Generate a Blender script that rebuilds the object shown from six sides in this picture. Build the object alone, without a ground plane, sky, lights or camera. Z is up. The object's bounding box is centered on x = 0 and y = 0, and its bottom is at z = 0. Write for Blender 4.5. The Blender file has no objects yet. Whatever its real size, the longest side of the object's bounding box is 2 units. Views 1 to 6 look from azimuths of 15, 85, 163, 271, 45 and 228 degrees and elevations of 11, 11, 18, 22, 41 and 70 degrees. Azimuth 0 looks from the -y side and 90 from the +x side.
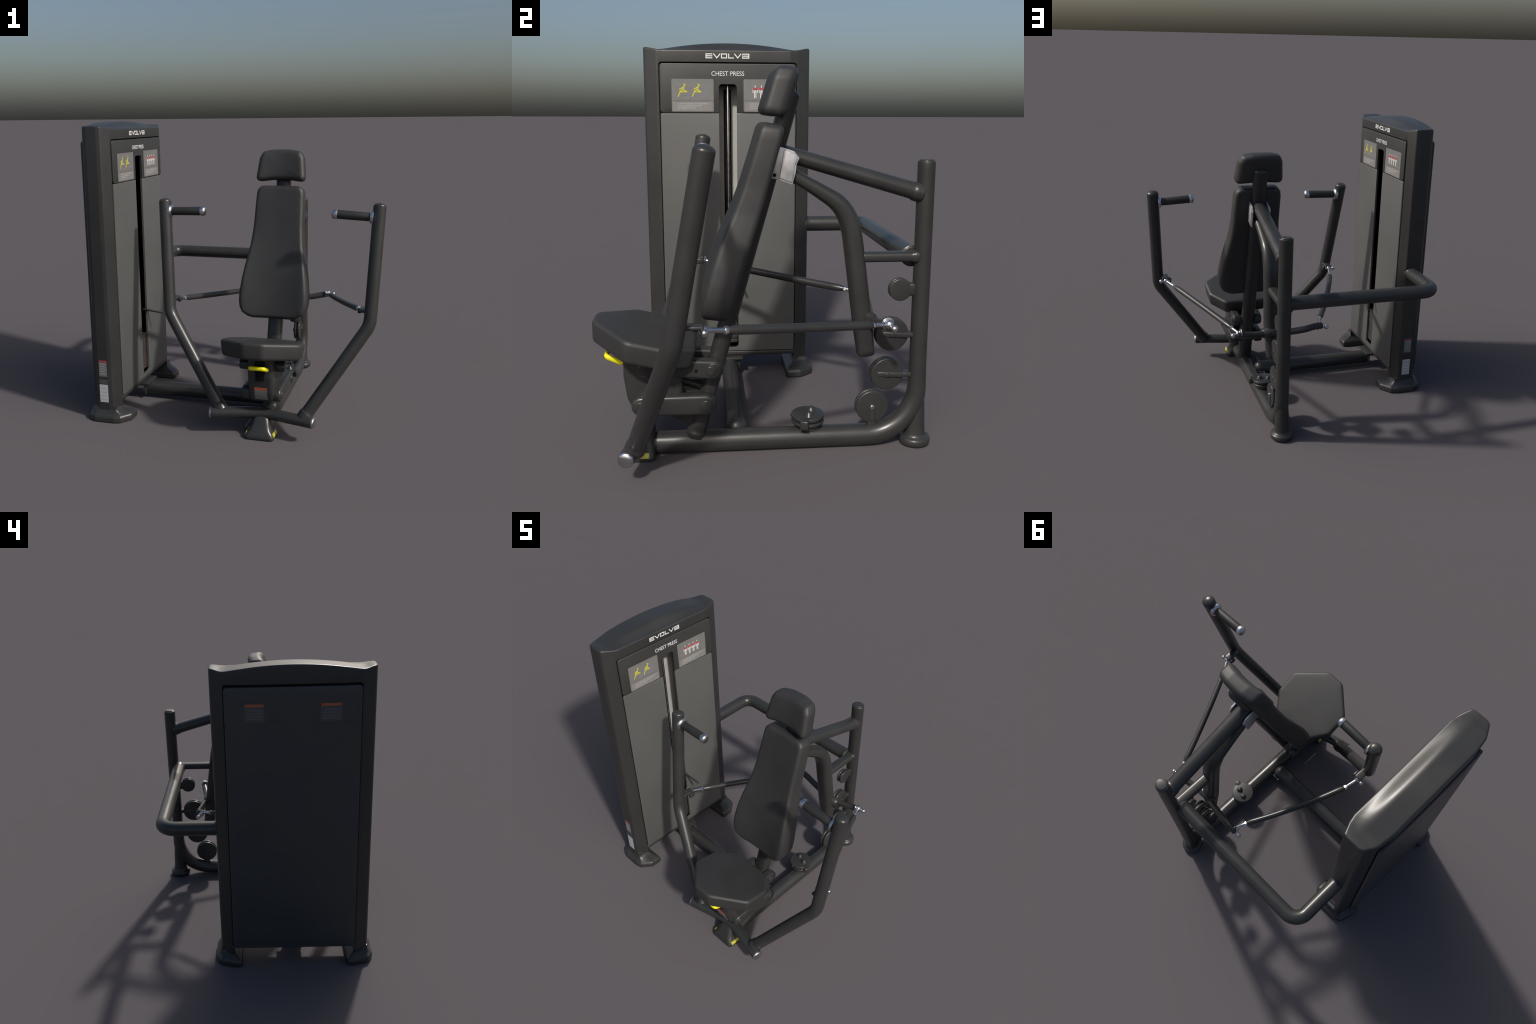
import bpy, bmesh, math, random
from mathutils import Vector, Matrix

random.seed(7)

# ------------------------------------------------------------------ materials
def new_mat(name):
    m = bpy.data.materials.new(name)
    m.use_nodes = True
    nt = m.node_tree
    b = nt.nodes["Principled BSDF"]
    return m, nt, b

def coated(name, col, rough=0.4, var=0.12, scale=9.0, grain=0.0, gscale=500.0,
           spec=0.5, metallic=0.0, rvar=0.08):
    """Painted / moulded surface: base colour with soft mottling, fine grain bump."""
    m, nt, b = new_mat(name)
    N, L = nt.nodes, nt.links
    tc = N.new("ShaderNodeTexCoord")
    n1 = N.new("ShaderNodeTexNoise")
    n1.inputs["Scale"].default_value = scale
    n1.inputs["Detail"].default_value = 5
    L.new(tc.outputs["Object"], n1.inputs["Vector"])
    ramp = N.new("ShaderNodeValToRGB")
    ramp.color_ramp.elements[0].position = 0.3
    ramp.color_ramp.elements[1].position = 0.7
    lo = [c * (1 - var) for c in col]; hi = [c * (1 + var) for c in col]
    ramp.color_ramp.elements[0].color = (*lo, 1)
    ramp.color_ramp.elements[1].color = (*hi, 1)
    L.new(n1.outputs["Fac"], ramp.inputs["Fac"])
    L.new(ramp.outputs["Color"], b.inputs["Base Color"])
    mr = N.new("ShaderNodeMapRange")
    mr.inputs["To Min"].default_value = rough - rvar
    mr.inputs["To Max"].default_value = rough + rvar
    L.new(n1.outputs["Fac"], mr.inputs["Value"])
    L.new(mr.outputs["Result"], b.inputs["Roughness"])
    b.inputs["Specular IOR Level"].default_value = spec
    b.inputs["Metallic"].default_value = metallic
    if grain > 0:
        n2 = N.new("ShaderNodeTexNoise")
        n2.inputs["Scale"].default_value = gscale
        n2.inputs["Detail"].default_value = 2
        L.new(tc.outputs["Object"], n2.inputs["Vector"])
        bp = N.new("ShaderNodeBump")
        bp.inputs["Strength"].default_value = grain
        bp.inputs["Distance"].default_value = 0.002
        L.new(n2.outputs["Fac"], bp.inputs["Height"])
        L.new(bp.outputs["Normal"], b.inputs["Normal"])
    return m

FRAME = coated("charcoal_powder_coat", (0.0310, 0.0314, 0.0307), 0.32, 0.10, 7, 0.03, 260)
SHELL = coated("charcoal_moulded_shell", (0.0315, 0.0318, 0.0310), 0.37, 0.08, 5, 0.02, 200)
VINYL = coated("black_upholstery_vinyl", (0.030, 0.030, 0.030), 0.52, 0.08, 6, 0.10, 320)
RUBBER = coated("black_rubber_grip", (0.020, 0.021, 0.020), 0.55, 0.10, 20, 0.15, 400)
PANEL = coated("grey_satin_panel", (0.094, 0.0955, 0.0925), 0.45, 0.06, 3, 0.0)
HEADER = coated("dark_grey_header", (0.038, 0.0385, 0.037), 0.42, 0.06, 4, 0.0)
REAR = coated("dark_rear_panel", (0.046, 0.048, 0.051), 0.42, 0.06, 4, 0.0)
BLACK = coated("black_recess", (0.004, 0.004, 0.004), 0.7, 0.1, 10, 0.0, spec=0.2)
LINER = coated("grey_slot_liner", (0.40, 0.395, 0.385), 0.5, 0.10, 12, 0.0)  # base colour lightened so the liner reads sunlit deep inside the slot
CHROME = coated("brushed_chrome", (0.62, 0.62, 0.64), 0.26, 0.12, 30, 0.05, 90, metallic=1.0)
STEEL = coated("satin_steel_plate", (0.52, 0.52, 0.53), 0.38, 0.16, 22, 0.15, 60, metallic=0.55)
YELLOW = coated("yellow_plastic", (0.80, 0.74, 0.01), 0.38, 0.06, 20)
YELLOW_TAPE = coated("worn_yellow_tape", (0.46, 0.45, 0.06), 0.45, 0.35, 45)
WHITE = coated("white_print", (0.70, 0.70, 0.70), 0.5, 0.05, 20)
LABEL_GREY = coated("grey_label", (0.165, 0.165, 0.16), 0.45, 0.06, 40)
LABEL_LIGHT = coated("pale_label_band", (0.205, 0.20, 0.195), 0.45, 0.10, 60)
LABEL_DARK = coated("dark_label", (0.075, 0.076, 0.080), 0.45, 0.10, 60)
LABEL_WHITE = coated("white_label", (0.50, 0.50, 0.53), 0.5, 0.12, 150)
PALE_TEXT = coated("pale_text", (0.31, 0.305, 0.30), 0.5, 0.1, 60)
INK = coated("grey_ink", (0.12, 0.12, 0.12), 0.5, 0.15, 80)
PURPLE = coated("mauve_ink", (0.20, 0.18, 0.26), 0.5, 0.2, 80)
PLATE_INK = coated("dull_red_number", (0.13, 0.04, 0.042), 0.6, 0.2, 60)
ORANGE = coated("orange_ink", (0.42, 0.10, 0.04), 0.5, 0.15, 60)
RED = coated("red_ink", (0.36, 0.05, 0.06), 0.5, 0.2, 60)
ACID = coated("yellow_ink", (0.47, 0.45, 0.05), 0.5, 0.2, 60)
PLATE = coated("weight_plate_iron", (0.030, 0.031, 0.029), 0.5, 0.2, 30, 0.1, 150)

# ------------------------------------------------------------------ object tree
ROOT = bpy.data.objects.new("chest_press_machine", None)
bpy.context.collection.objects.link(ROOT)
ROOT["label"] = "charcoal seated chest press gym machine with tall weight stack tower"
ROOT["category"] = "exercise machine"

def finish(bm, name, mat, parent=None, smooth=40):
    bmesh.ops.recalc_face_normals(bm, faces=bm.faces)
    me = bpy.data.meshes.new(name)
    bm.to_mesh(me); bm.free()
    me.materials.append(mat)
    ob = bpy.data.objects.new(name, me)
    bpy.context.collection.objects.link(ob)
    parent = parent if parent is not None else ROOT
    while parent is not ROOT and parent.parent not in (None, ROOT):
        parent = parent.parent          # thing > part > sub-part, no deeper
    ob.parent = parent
    if smooth:
        for p in me.polygons: p.use_smooth = True
        try: me.set_sharp_from_angle(angle=math.radians(smooth))
        except Exception: pass
    return ob

# ------------------------------------------------------------------ builders
def fillet_path(pts, rads, seg=12):
    """Polyline whose corners are replaced by arcs of the given radii."""
    P = [Vector(p) for p in pts]
    out = [P[0]]
    for i in range(1, len(P) - 1):
        a, b, c = P[i - 1], P[i], P[i + 1]
        r = rads[i - 1] if isinstance(rads, (list, tuple)) else rads
        d1 = (a - b).normalized(); d2 = (c - b).normalized()
        ang = d1.angle(d2)
        if r <= 0 or ang > math.pi - 0.01:
            out.append(b); continue
        t = r / math.tan(ang / 2)
        cen = b + (d1 + d2).normalized() * (r / math.sin(ang / 2))
        s = b + d1 * t - cen; e = b + d2 * t - cen
        tot = s.angle(e); ax = s.cross(e).normalized()
        for k in range(seg + 1):
            out.append(cen + Matrix.Rotation(tot * k / seg, 3, ax) @ s)
    out.append(P[-1])
    return out

def densify(path, step):
    out = [path[0]]
    for a, b in zip(path, path[1:]):
        n = max(1, int((b - a).length / step))
        for k in range(1, n + 1): out.append(a.lerp(b, k / n))
    return out

def smooth_path(pts, n=8):
    """Catmull-Rom curve through the points."""
    P = [Vector(p) for p in pts]
    P = [P[0] * 2 - P[1]] + P + [P[-1] * 2 - P[-2]]
    out = []
    for i in range(1, len(P) - 2):
        p0, p1, p2, p3 = P[i - 1:i + 3]
        for k in range(n):
            t = k / n
            out.append(0.5 * ((2 * p1) + (p2 - p0) * t + (2 * p0 - 5 * p1 + 4 * p2 - p3) * t * t
                              + (3 * p1 - p0 - 3 * p2 + p3) * t ** 3))
    out.append(P[-2])
    return out

def sweep_bm(path, rad, ref=(1, 0, 0), seg=28, caps=("flat", "flat"), cap_depth=None, flare=(None, None), power=2.0):
    """Tube along a path. rad: number, (a, b) or function of the 0..1 length
    fraction giving (a, b); a lies along ref, b across it."""
    path = [Vector(p) for p in path]
    ref = Vector(ref)
    acc = [0.0]
    for a, b in zip(path, path[1:]): acc.append(acc[-1] + (b - a).length)
    tot = acc[-1]
    def R(t):
        r = rad(t) if callable(rad) else rad
        return r if isinstance(r, (tuple, list)) else (r, r)
    rings = []
    def frame(i):
        if i == 0: T = path[1] - path[0]
        elif i == len(path) - 1: T = path[-1] - path[-2]
        else: T = (path[i + 1] - path[i]).normalized() + (path[i] - path[i - 1]).normalized()
        T.normalize()
        A = ref - T * ref.dot(T)
        if A.length < 1e-4: A = Vector((0, 0, 1)) - T * T.z
        A.normalize()
        return T, A, T.cross(A)
    def ring(c, A, B, ra, rb):
        o = []
        for k in range(seg):
            th = 2 * math.pi * k / seg
            cx, sx = math.cos(th), math.sin(th)
            if power != 2.0:
                cx = math.copysign(abs(cx) ** (2 / power), cx); sx = math.copysign(abs(sx) ** (2 / power), sx)
            o.append(c + A * (ra * cx) + B * (rb * sx))
        rings.append(o)
    def cap(i, style, sign):
        T, A, B = frame(i)
        ra, rb = R(acc[i] / tot)
        d = min(ra, rb)
        if style == "round": dep, n, shrink = d * 0.55, 7, 1.0
        elif style == "dome": dep, n, shrink = d * 0.95, 8, 1.0
        elif style == "flat": dep, n, shrink = d * 0.14, 4, 0.14
        else: return
        if cap_depth: dep = cap_depth
        seq = []
        for k in range(1, n + 1):
            th = math.pi / 2 * k / n
            s = 1 - shrink * (1 - math.cos(th)) if shrink < 1 else max(math.cos(th), 0.02)
            seq.append((path[i] + T * sign * (dep * math.sin(th) - dep), s))
        if sign < 0:
            seq.reverse()
        for c, s in seq: ring(c, A, B, ra * s, rb * s)
    # caps start dep before the ends so the total length is kept
    def dep_of(style, i):
        ra, rb = R(acc[i] / tot); d = min(ra, rb)
        if cap_depth and style in ("round", "dome", "flat"): return cap_depth
        return {"round": d * .55, "dome": d * .95, "flat": d * .14}.get(style, 0)
    d0, d1 = dep_of(caps[0], 0), dep_of(caps[1], len(path) - 1)
    cap(0, caps[0], -1)
    for i in range(len(path)):
        T, A, B = frame(i)
        ra, rb = R(acc[i] / tot)
        if acc[i] < d0 - 1e-6 and i > 0: continue
        if tot - acc[i] < d1 - 1e-6 and i < len(path) - 1: continue
        c = path[i]
        if i == 0: c = c + T * d0
        if i == len(path) - 1: c = c - T * d1
        f = 0.0
        for fl, dist in ((flare[0], acc[i]), (flare[1], tot - acc[i])):
            if fl is not None:
                q = (dist - fl) / 0.020
                if q < 1: f = max(f, 0.0055 * (1 - max(q, 0)) ** 2)
        ring(c, A, B, ra + f, rb + f)
    cap(len(path) - 1, caps[1], 1)
    bm = bmesh.new()
    V = [[bm.verts.new(p) for p in r] for r in rings]
    for r0, r1 in zip(V, V[1:]):
        for k in range(seg):
            bm.faces.new((r0[k], r0[(k + 1) % seg], r1[(k + 1) % seg], r1[k]))
    bm.faces.new(V[0]); bm.faces.new(list(reversed(V[-1])))
    return bm

def tube(name, path, rad, mat=None, parent=None, step=0.006, **kw):
    mat = mat or FRAME
    path = [Vector(p) for p in path]
    if kw.get("flare", (None, None)) != (None, None):
        path = densify(path, step)
    return finish(sweep_bm(path, rad, **kw), name, mat, parent, smooth=50)

def box(name, lo, hi, mat, parent=None, bevel=0.004, seg=3, rot=None, pivot=None):
    bm = bmesh.new()
    lo, hi = Vector(lo), Vector(hi)
    c = (lo + hi) / 2; s = hi - lo
    bmesh.ops.create_cube(bm, size=1.0)
    for v in bm.verts: v.co = Vector((v.co.x * s.x, v.co.y * s.y, v.co.z * s.z)) + c
    if bevel > 0:
        bmesh.ops.bevel(bm, geom=list(bm.edges), offset=bevel, segments=seg, profile=0.5, affect='EDGES')
    if rot is not None:
        p = Vector(pivot) if pivot else c
        bmesh.ops.rotate(bm, cent=p, matrix=rot, verts=bm.verts)
    return finish(bm, name, mat, parent, 35)

def round_poly(pts, rads, seg=7):
    """Closed 2D polygon with rounded corners."""
    n = len(pts); out = []
    for i in range(n):
        a = Vector((*pts[i - 1], 0)); b = Vector((*pts[i], 0)); c = Vector((*pts[(i + 1) % n], 0))
        r = rads[i] if isinstance(rads, (list, tuple)) else rads
        d1 = (a - b); d2 = (c - b)
        l = min(d1.length, d2.length) * 0.49
        d1.normalize(); d2.normalize()
        ang = d1.angle(d2)
        if r <= 0 or ang > math.pi - 0.02:
            out.append((b.x, b.y)); continue
        t = min(r / math.tan(ang / 2), l); r = t * math.tan(ang / 2)
        cen = b + (d1 + d2).normalized() * (r / math.sin(ang / 2))
        s = b + d1 * t - cen; e = b + d2 * t - cen
        tot = s.angle(e); ax = s.cross(e).normalized()
        for k in range(seg + 1):
            p = cen + Matrix.Rotation(tot * k / seg, 3, ax) @ s
            out.append((p.x, p.y))
    return out

def resample(poly, step):
    out = []
    n = len(poly)
    for i in range(n):
        a = Vector(poly[i]); b = Vector(poly[(i + 1) % n])
        m = max(1, int(round((b - a).length / step)))
        for k in range(m):
            p = a.lerp(b, k / m); out.append((p.x, p.y))
    return out

def inset(poly, d):
    """Move every vertex of a counter-clockwise polygon inwards by d."""
    n = len(poly); out = []
    for i in range(n):
        a = Vector(poly[i - 1]); b = Vector(poly[i]); c = Vector(poly[(i + 1) % n])
        e1 = (b - a).normalized(); e2 = (c - b).normalized()
        n1 = Vector((-e1.y, e1.x)); n2 = Vector((-e2.y, e2.x))
        m = n1 + n2
        if m.length < 1e-6: m = n1
        m.normalize()
        k = d / max(0.5, m.dot(n1))
        out.append((b.x + m.x * k, b.y + m.y * k))
    return out

def ccw(poly):
    a = sum(poly[i - 1][0] * poly[i][1] - poly[i][0] * poly[i - 1][1] for i in range(len(poly)))
    return poly if a > 0 else list(reversed(poly))

def pillow_bm(outline, T, R, fn, crown=(0.0, 0.0), cap_rings=8, seg=6, taper=0.0):
    """Upholstered slab: 2D outline, thickness T, edge radius R; fn maps local
    (u, v, w) to world. w runs from -T/2 to T/2."""
    outline = ccw(outline)
    cx = sum(p[0] for p in outline) / len(outline); cy = sum(p[1] for p in outline) / len(outline)
    rings = []
    def add(poly, w): rings.append([(p[0], p[1], w) for p in poly])
    top = inset(outline, R)
    bot = inset(outline, R + taper)
    for k in range(cap_rings):
        s = 0.05 + 0.95 * k / cap_rings
        rings.append([(cx + (p[0] - cx) * s, cy + (p[1] - cy) * s, -T / 2 - crown[0] * (1 - s * s)) for p in bot])
    for k in range(seg + 1):
        th = math.pi / 2 * k / seg
        add(inset(outline, R * (1 - math.sin(th)) + taper), -T / 2 + R * (1 - math.cos(th)))
    for k in range(seg + 1):
        th = math.pi / 2 * k / seg
        add(inset(outline, R * (1 - math.cos(th))), T / 2 - R * (1 - math.sin(th)))
    for k in range(cap_rings - 1, -1, -1):
        s = 0.05 + 0.95 * k / cap_rings
        rings.append([(cx + (p[0] - cx) * s, cy + (p[1] - cy) * s, T / 2 + crown[1] * (1 - s * s)) for p in top])
    bm = bmesh.new()
    V = [[bm.verts.new(fn(*p)) for p in r] for r in rings]
    n = len(outline)
    for r0, r1 in zip(V, V[1:]):
        for k in range(n):
            bm.faces.new((r0[k], r0[(k + 1) % n], r1[(k + 1) % n], r1[k]))
    bm.faces.new(V[0]); bm.faces.new(list(reversed(V[-1])))
    return bm

def lathe(name, profile, center, axis, mat, parent=None, seg=40, smooth=35):
    """Revolve (radius, height) pairs around an axis through center."""
    ax = Vector(axis).normalized()
    A = ax.orthogonal().normalized(); B = ax.cross(A); c = Vector(center)
    bm = bmesh.new(); V = []
    for r, h in profile:
        V.append([bm.verts.new(c + ax * h + (A * math.cos(2 * math.pi * k / seg) + B * math.sin(2 * math.pi * k / seg)) * max(r, 1e-4)) for k in range(seg)])
    for r0, r1 in zip(V, V[1:]):
        for k in range(seg):
            bm.faces.new((r0[k], r0[(k + 1) % seg], r1[(k + 1) % seg], r1[k]))
    bm.faces.new(V[0]); bm.faces.new(list(reversed(V[-1])))
    return finish(bm, name, mat, parent, smooth)

def rounded_disc(r, h0, h1, e, n=4):
    p = [(r - e - 1e-3 if r > e else 0.001, h0)]
    p = [(0.0, h0)]
    for k in range(n + 1):
        th = math.pi / 2 * k / n
        p.append((r - e + e * math.sin(th), h0 + e - e * math.cos(th)))
    for k in range(n + 1):
        th = math.pi / 2 * k / n
        p.append((r - e + e * math.cos(th), h1 - e + e * math.sin(th)))
    p.append((0.0, h1))
    return p

def prism(name, poly, axis, lo, hi, mat, parent=None, bevel=0.01, seg=3):
    """Side outline extruded along an axis ('x': poly is (y,z); 'y': (x,z); 'z': (x,y))."""
    poly = ccw(poly)
    def put(p, h):
        return {'x': (h, p[0], p[1]), 'y': (p[0], h, p[1]), 'z': (p[0], p[1], h)}[axis]
    bm = bmesh.new()
    rings = []
    for k in range(seg + 1):
        th = math.pi / 2 * k / seg
        rings.append((inset(poly, bevel * (1 - math.sin(th))), lo + bevel * (1 - math.cos(th))))
    for k in range(seg + 1):
        th = math.pi / 2 * k / seg
        rings.append((inset(poly, bevel * (1 - math.cos(th))), hi - bevel * (1 - math.sin(th))))
    V = [[bm.verts.new(put(p, h)) for p in r] for r, h in rings]
    n = len(poly)
    for r0, r1 in zip(V, V[1:]):
        for k in range(n):
            bm.faces.new((r0[k], r0[(k + 1) % n], r1[(k + 1) % n], r1[k]))
    bm.faces.new(V[0]); bm.faces.new(list(reversed(V[-1])))
    return finish(bm, name, mat, parent, 35)

def ball(name, c, r, mat, parent=None, stretch=(1, 1, 1)):
    bm = bmesh.new()
    bmesh.ops.create_uvsphere(bm, u_segments=20, v_segments=12, radius=r)
    for v in bm.verts: v.co = Vector((v.co.x * stretch[0], v.co.y * stretch[1], v.co.z * stretch[2])) + Vector(c)
    return finish(bm, name, mat, parent, 60)

def smoothstep(a, b, x):
    t = min(1, max(0, (x - a) / (b - a))); return t * t * (3 - 2 * t)

def interp(tab, x):
    if x <= tab[0][0]: return tab[0][1]
    for (x0, y0), (x1, y1) in zip(tab, tab[1:]):
        if x <= x1:
            t = (x - x0) / (x1 - x0); t = t * t * (3 - 2 * t) * 0.5 + t * 0.5
            return y0 + (y1 - y0) * t
    return tab[-1][1]

# ================================================================== WEIGHT TOWER
Y0, Y1, YC = -0.613, 0.338, -0.1375          # sides and middle of the tower
XF, XB = -0.735, -0.951                      # front and back of the tower

def tower_top(x, y):
    """Wavy lid: raised ears at both ends, a crown in the middle of the back."""
    ay = abs(y - YC)
    z = 1.957 + 0.013 * smoothstep(0.38, 0.475, ay)
    t = smoothstep(-0.735, -0.83, x)
    z += 0.044 * max(0.0, 1 - (ay / 0.42) ** 2) * t
    z += 0.004 * smoothstep(0.36, 0.47, ay) * t
    return z

plan = [(-0.772, Y0), (-0.745, -0.545), (XF, -0.50), (XF, 0.225), (-0.745, 0.27), (-0.772, Y1),
        (-0.798, Y1 + 0.005), (-0.868, Y1 + 0.005), (-0.894, Y1), (-0.934, 0.268), (-0.949, 0.16), (XB, YC), (-0.949, -0.435), (-0.934, -0.543), (-0.894, Y0), (-0.868, Y0 - 0.007), (-0.798, Y0 - 0.007)]
plan = ccw(resample(round_poly(plan, [.012, .05, .06, .06, .05, .012, .02, .02, .03, .06, .2, 0, .2, .06, .03, .02, .02], 6), 0.02))

def build_tower():
    bm = bmesh.new()
    rings = [[(p[0], p[1], 0.06) for p in plan], [(p[0], p[1], 0.5) for p in plan], [(p[0], p[1], 1.2) for p in plan]]
    e = 0.010
    for k in range(5):
        th = math.pi / 2 * k / 4
        q = inset(plan, e * (1 - math.cos(th)))
        rings.append([(p[0], p[1], tower_top(p[0], p[1]) - e + e * math.sin(th)) for p in q])
    base = inset(plan, e)
    for s in (0.9, 0.75, 0.6, 0.45, 0.3, 0.15, 0.02):
        r = []
        for p in base:
            x = -0.842 + (p[0] + 0.842) * s
            y = YC + (p[1] - YC) * (1 - (1 - s) * 0.12)
            r.append((x, y, tower_top(x, y)))
        rings.append(r)
    V = [[bm.verts.new(p) for p in r] for r in rings]
    n = len(plan)
    for r0, r1 in zip(V, V[1:]):
        for k in range(n):
            bm.faces.new((r0[k], r0[(k + 1) % n], r1[(k + 1) % n], r1[k]))
    bm.faces.new(V[0]); lid = bm.faces.new(list(reversed(V[-1])))
    bmesh.ops.triangulate(bm, faces=[lid])
    ob = finish(bm, "tower_housing", SHELL, ROOT, 40)
    # opening right through, between the two columns and below the header
    cut = box("cutter", (-1.2, -0.532, -0.2), (-0.5, 0.264, 1.889), BLACK, None, 0.018, 3)
    md = ob.modifiers.new("opening", 'BOOLEAN'); md.object = cut; md.operation = 'DIFFERENCE'; md.solver = 'EXACT'
    dg = bpy.context.evaluated_depsgraph_get()
    me = bpy.data.meshes.new_from_object(ob.evaluated_get(dg))
    ob.modifiers.clear(); ob.data = me
    me.materials.clear(); me.materials.append(SHELL)
    for p in me.polygons: p.material_index = 0; p.use_smooth = True
    me.set_sharp_from_angle(angle=math.radians(35))
    bpy.data.objects.remove(cut)
    return ob
TOWER = build_tower()

# near-black blocks paint the unlit hollow behind the panels, with the slot left open
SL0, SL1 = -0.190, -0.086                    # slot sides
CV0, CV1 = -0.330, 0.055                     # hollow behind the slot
box("painted_dark_hollow", (-0.935, -0.531, 0.142), (-0.880, 0.263, 1.888), BLACK, TOWER, 0)
box("painted_dark_hollow", (-0.881, -0.531, 0.142), (-0.749, CV0, 1.888), BLACK, TOWER, 0)
box("painted_dark_hollow", (-0.881, CV1, 0.142), (-0.749, 0.263, 1.888), BLACK, TOWER, 0)
box("painted_dark_hollow", (-0.881, CV0 - 0.001, 1.790), (-0.749, CV1 + 0.001, 1.888), BLACK, TOWER, 0)
box("painted_dark_hollow", (-0.881, CV0 - 0.001, 0.142), (-0.749, CV1 + 0.001, 0.172), BLACK, TOWER, 0)

# front panel: grey lower board with the slot, dark header board above it
def slotted(name, y0, y1, z0, z1, s_lo, s_hi, x0, x1, mat, corner):
    """Rounded board with the slot cut out of it."""
    poly = ccw(round_poly([(y0, z0), (y1, z0), (y1, z1), (y0, z1)], corner, 5))
    ob = prism(name, poly, 'x', x0, x1, mat, TOWER, 0.0045, 3)
    cp = ccw(round_poly([(SL0, s_lo), (SL1, s_lo), (SL1, s_hi), (SL0, s_hi)], 0.020, 5))
    cut = prism("cutter", cp, 'x', x0 - 0.1, x1 + 0.1, mat, ROOT, 0.001, 1)
    md = ob.modifiers.new("slot", 'BOOLEAN'); md.object = cut; md.operation = 'DIFFERENCE'; md.solver = 'EXACT'
    bpy.context.view_layer.update()
    dg = bpy.context.evaluated_depsgraph_get()
    me = bpy.data.meshes.new_from_object(ob.evaluated_get(dg))
    ob.modifiers.clear(); ob.data = me
    me.materials.clear(); me.materials.append(mat)
    for p in me.polygons: p.material_index = 0; p.use_smooth = True
    me.set_sharp_from_angle(angle=math.radians(30))
    bpy.data.objects.remove(cut)
    return ob
slotted("header_panel", -0.5265, 0.2585, 1.603, 1.881, 1.50, 1.766, -0.7480, -0.7335, HEADER, 0.02)
slotted("front_panel", -0.5265, 0.2585, 0.154, 1.6015, 0.178, 1.75, -0.7480, -0.7350, PANEL, 0.01)
# slot lining, guide rods and weight stack
box("slot_liner", (-0.8795, -0.235, 0.19), (-0.862, -0.005, 1.760), LINER, TOWER, 0)
tube("guide_rod", [(-0.800, -0.137, 0.45), (-0.800, -0.137, 1.77)], 0.0105, CHROME, TOWER, seg=16)
box("dark_backing_strip", (-0.8800, -0.160, 0.19), (-0.858, -0.116, 1.74), BLACK, TOWER, 0)
zz = 0.205
first = None
for i in range(10):
    if first is None:
        first = box("weight_plate", (-0.850, SL0 + 0.004, 0), (-0.747, SL1 - 0.004, 0.0235), PLATE, TOWER, 0.003)
        o = first
    else:
        o = first.copy(); bpy.context.collection.objects.link(o)
    o.location = (random.uniform(-.002, .002), random.uniform(-.001, .001), zz)
    m = box("plate_number", (-0.7475, -0.150, zz + 0.006), (-0.7458, -0.126, zz + 0.016), PLATE_INK, TOWER, 0)
    zz += 0.0265
tube("selector_pin", [(-0.765, -0.086, 0.643), (-0.602, -0.072, 0.620)], 0.0072, FRAME, TOWER, seg=14, caps=("flat", "round"))
ball("selector_knob", (-0.734, -0.084, 0.642), 0.012, FRAME, TOWER, (0.8, 1, 1.5))

# rear panel, slightly bowed and proud of the columns
def rear_fn(u, v, w):
    bow = 0.004 * (1 - ((u - YC) / 0.39) ** 2)
    return Vector((-0.9480 - bow - w, u, v))
rp = resample(ccw(round_poly([(-0.526, 0.144), (0.258, 0.144), (0.258, 1.876), (-0.526, 1.876)], 0.022, 6)), 0.05)
finish(pillow_bm(rp, 0.022, 0.006, rear_fn, cap_rings=10, seg=3), "rear_panel", REAR, TOWER, 35)
# lower tie bars of the tower
box("lower_tie_bar", (-0.780, -0.535, 0.124), (-0.738, 0.267, 0.152), SHELL, TOWER, 0.008)
box("lower_tie_bar", (-0.952, -0.535, 0.126), (-0.905, 0.267, 0.141), SHELL, TOWER, 0.006)

# feet of the tower
def tower_foot(flip):
    pts = [(-0.655, 0.205), (-0.655, 0.295), (-0.713, 0.368), (-0.755, 0.379), (-0.895, 0.379), (-0.952, 0.350), (-0.984, 0.24), (-0.984, 0.205)]
    poly = ccw(resample(round_poly(pts, [.02, .022, .02, .02, .02, .03, .03, .02], 5), 0.012))
    x0, x1, y0, y1 = -0.905, -0.755, 0.262, 0.341
    rings = [(inset(poly, .004), 0.0), (poly, 0.004), (poly, 0.027), (inset(poly, .0015), 0.034), (inset(poly, .005), 0.0405), (inset(poly, .010), 0.0455), (inset(poly, .014), 0.048)]
    core = [(min(max(p[0], x0), x1), min(max(p[1], y0), y1)) for p in poly]
    R = [[(p[0], p[1], z) for p in r] for r, z in rings]
    last = inset(poly, .014)
    for t, z in ((0.35, 0.058), (0.65, 0.068), (0.88, 0.079), (0.97, 0.089), (1.0, 0.100)):
        R.append([(a[0] + (b[0] - a[0]) * t, a[1] + (b[1] - a[1]) * t, z) for a, b in zip(last, core)])
    bm = bmesh.new()
    f = (lambda y: 2 * YC - y) if flip else (lambda y: y)
    V = [[bm.verts.new((p[0], f(p[1]), p[2])) for p in r] for r in R]
    n = len(poly)
    for r0, r1 in zip(V, V[1:]):
        for k in range(n): bm.faces.new((r0[k], r0[(k + 1) % n], r1[(k + 1) % n], r1[k]))
    bm.faces.new(V[0]); bm.faces.new(list(reversed(V[-1])))
    return finish(bm, "tower_foot", SHELL, TOWER, 40)
tower_foot(False); tower_foot(True)

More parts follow.
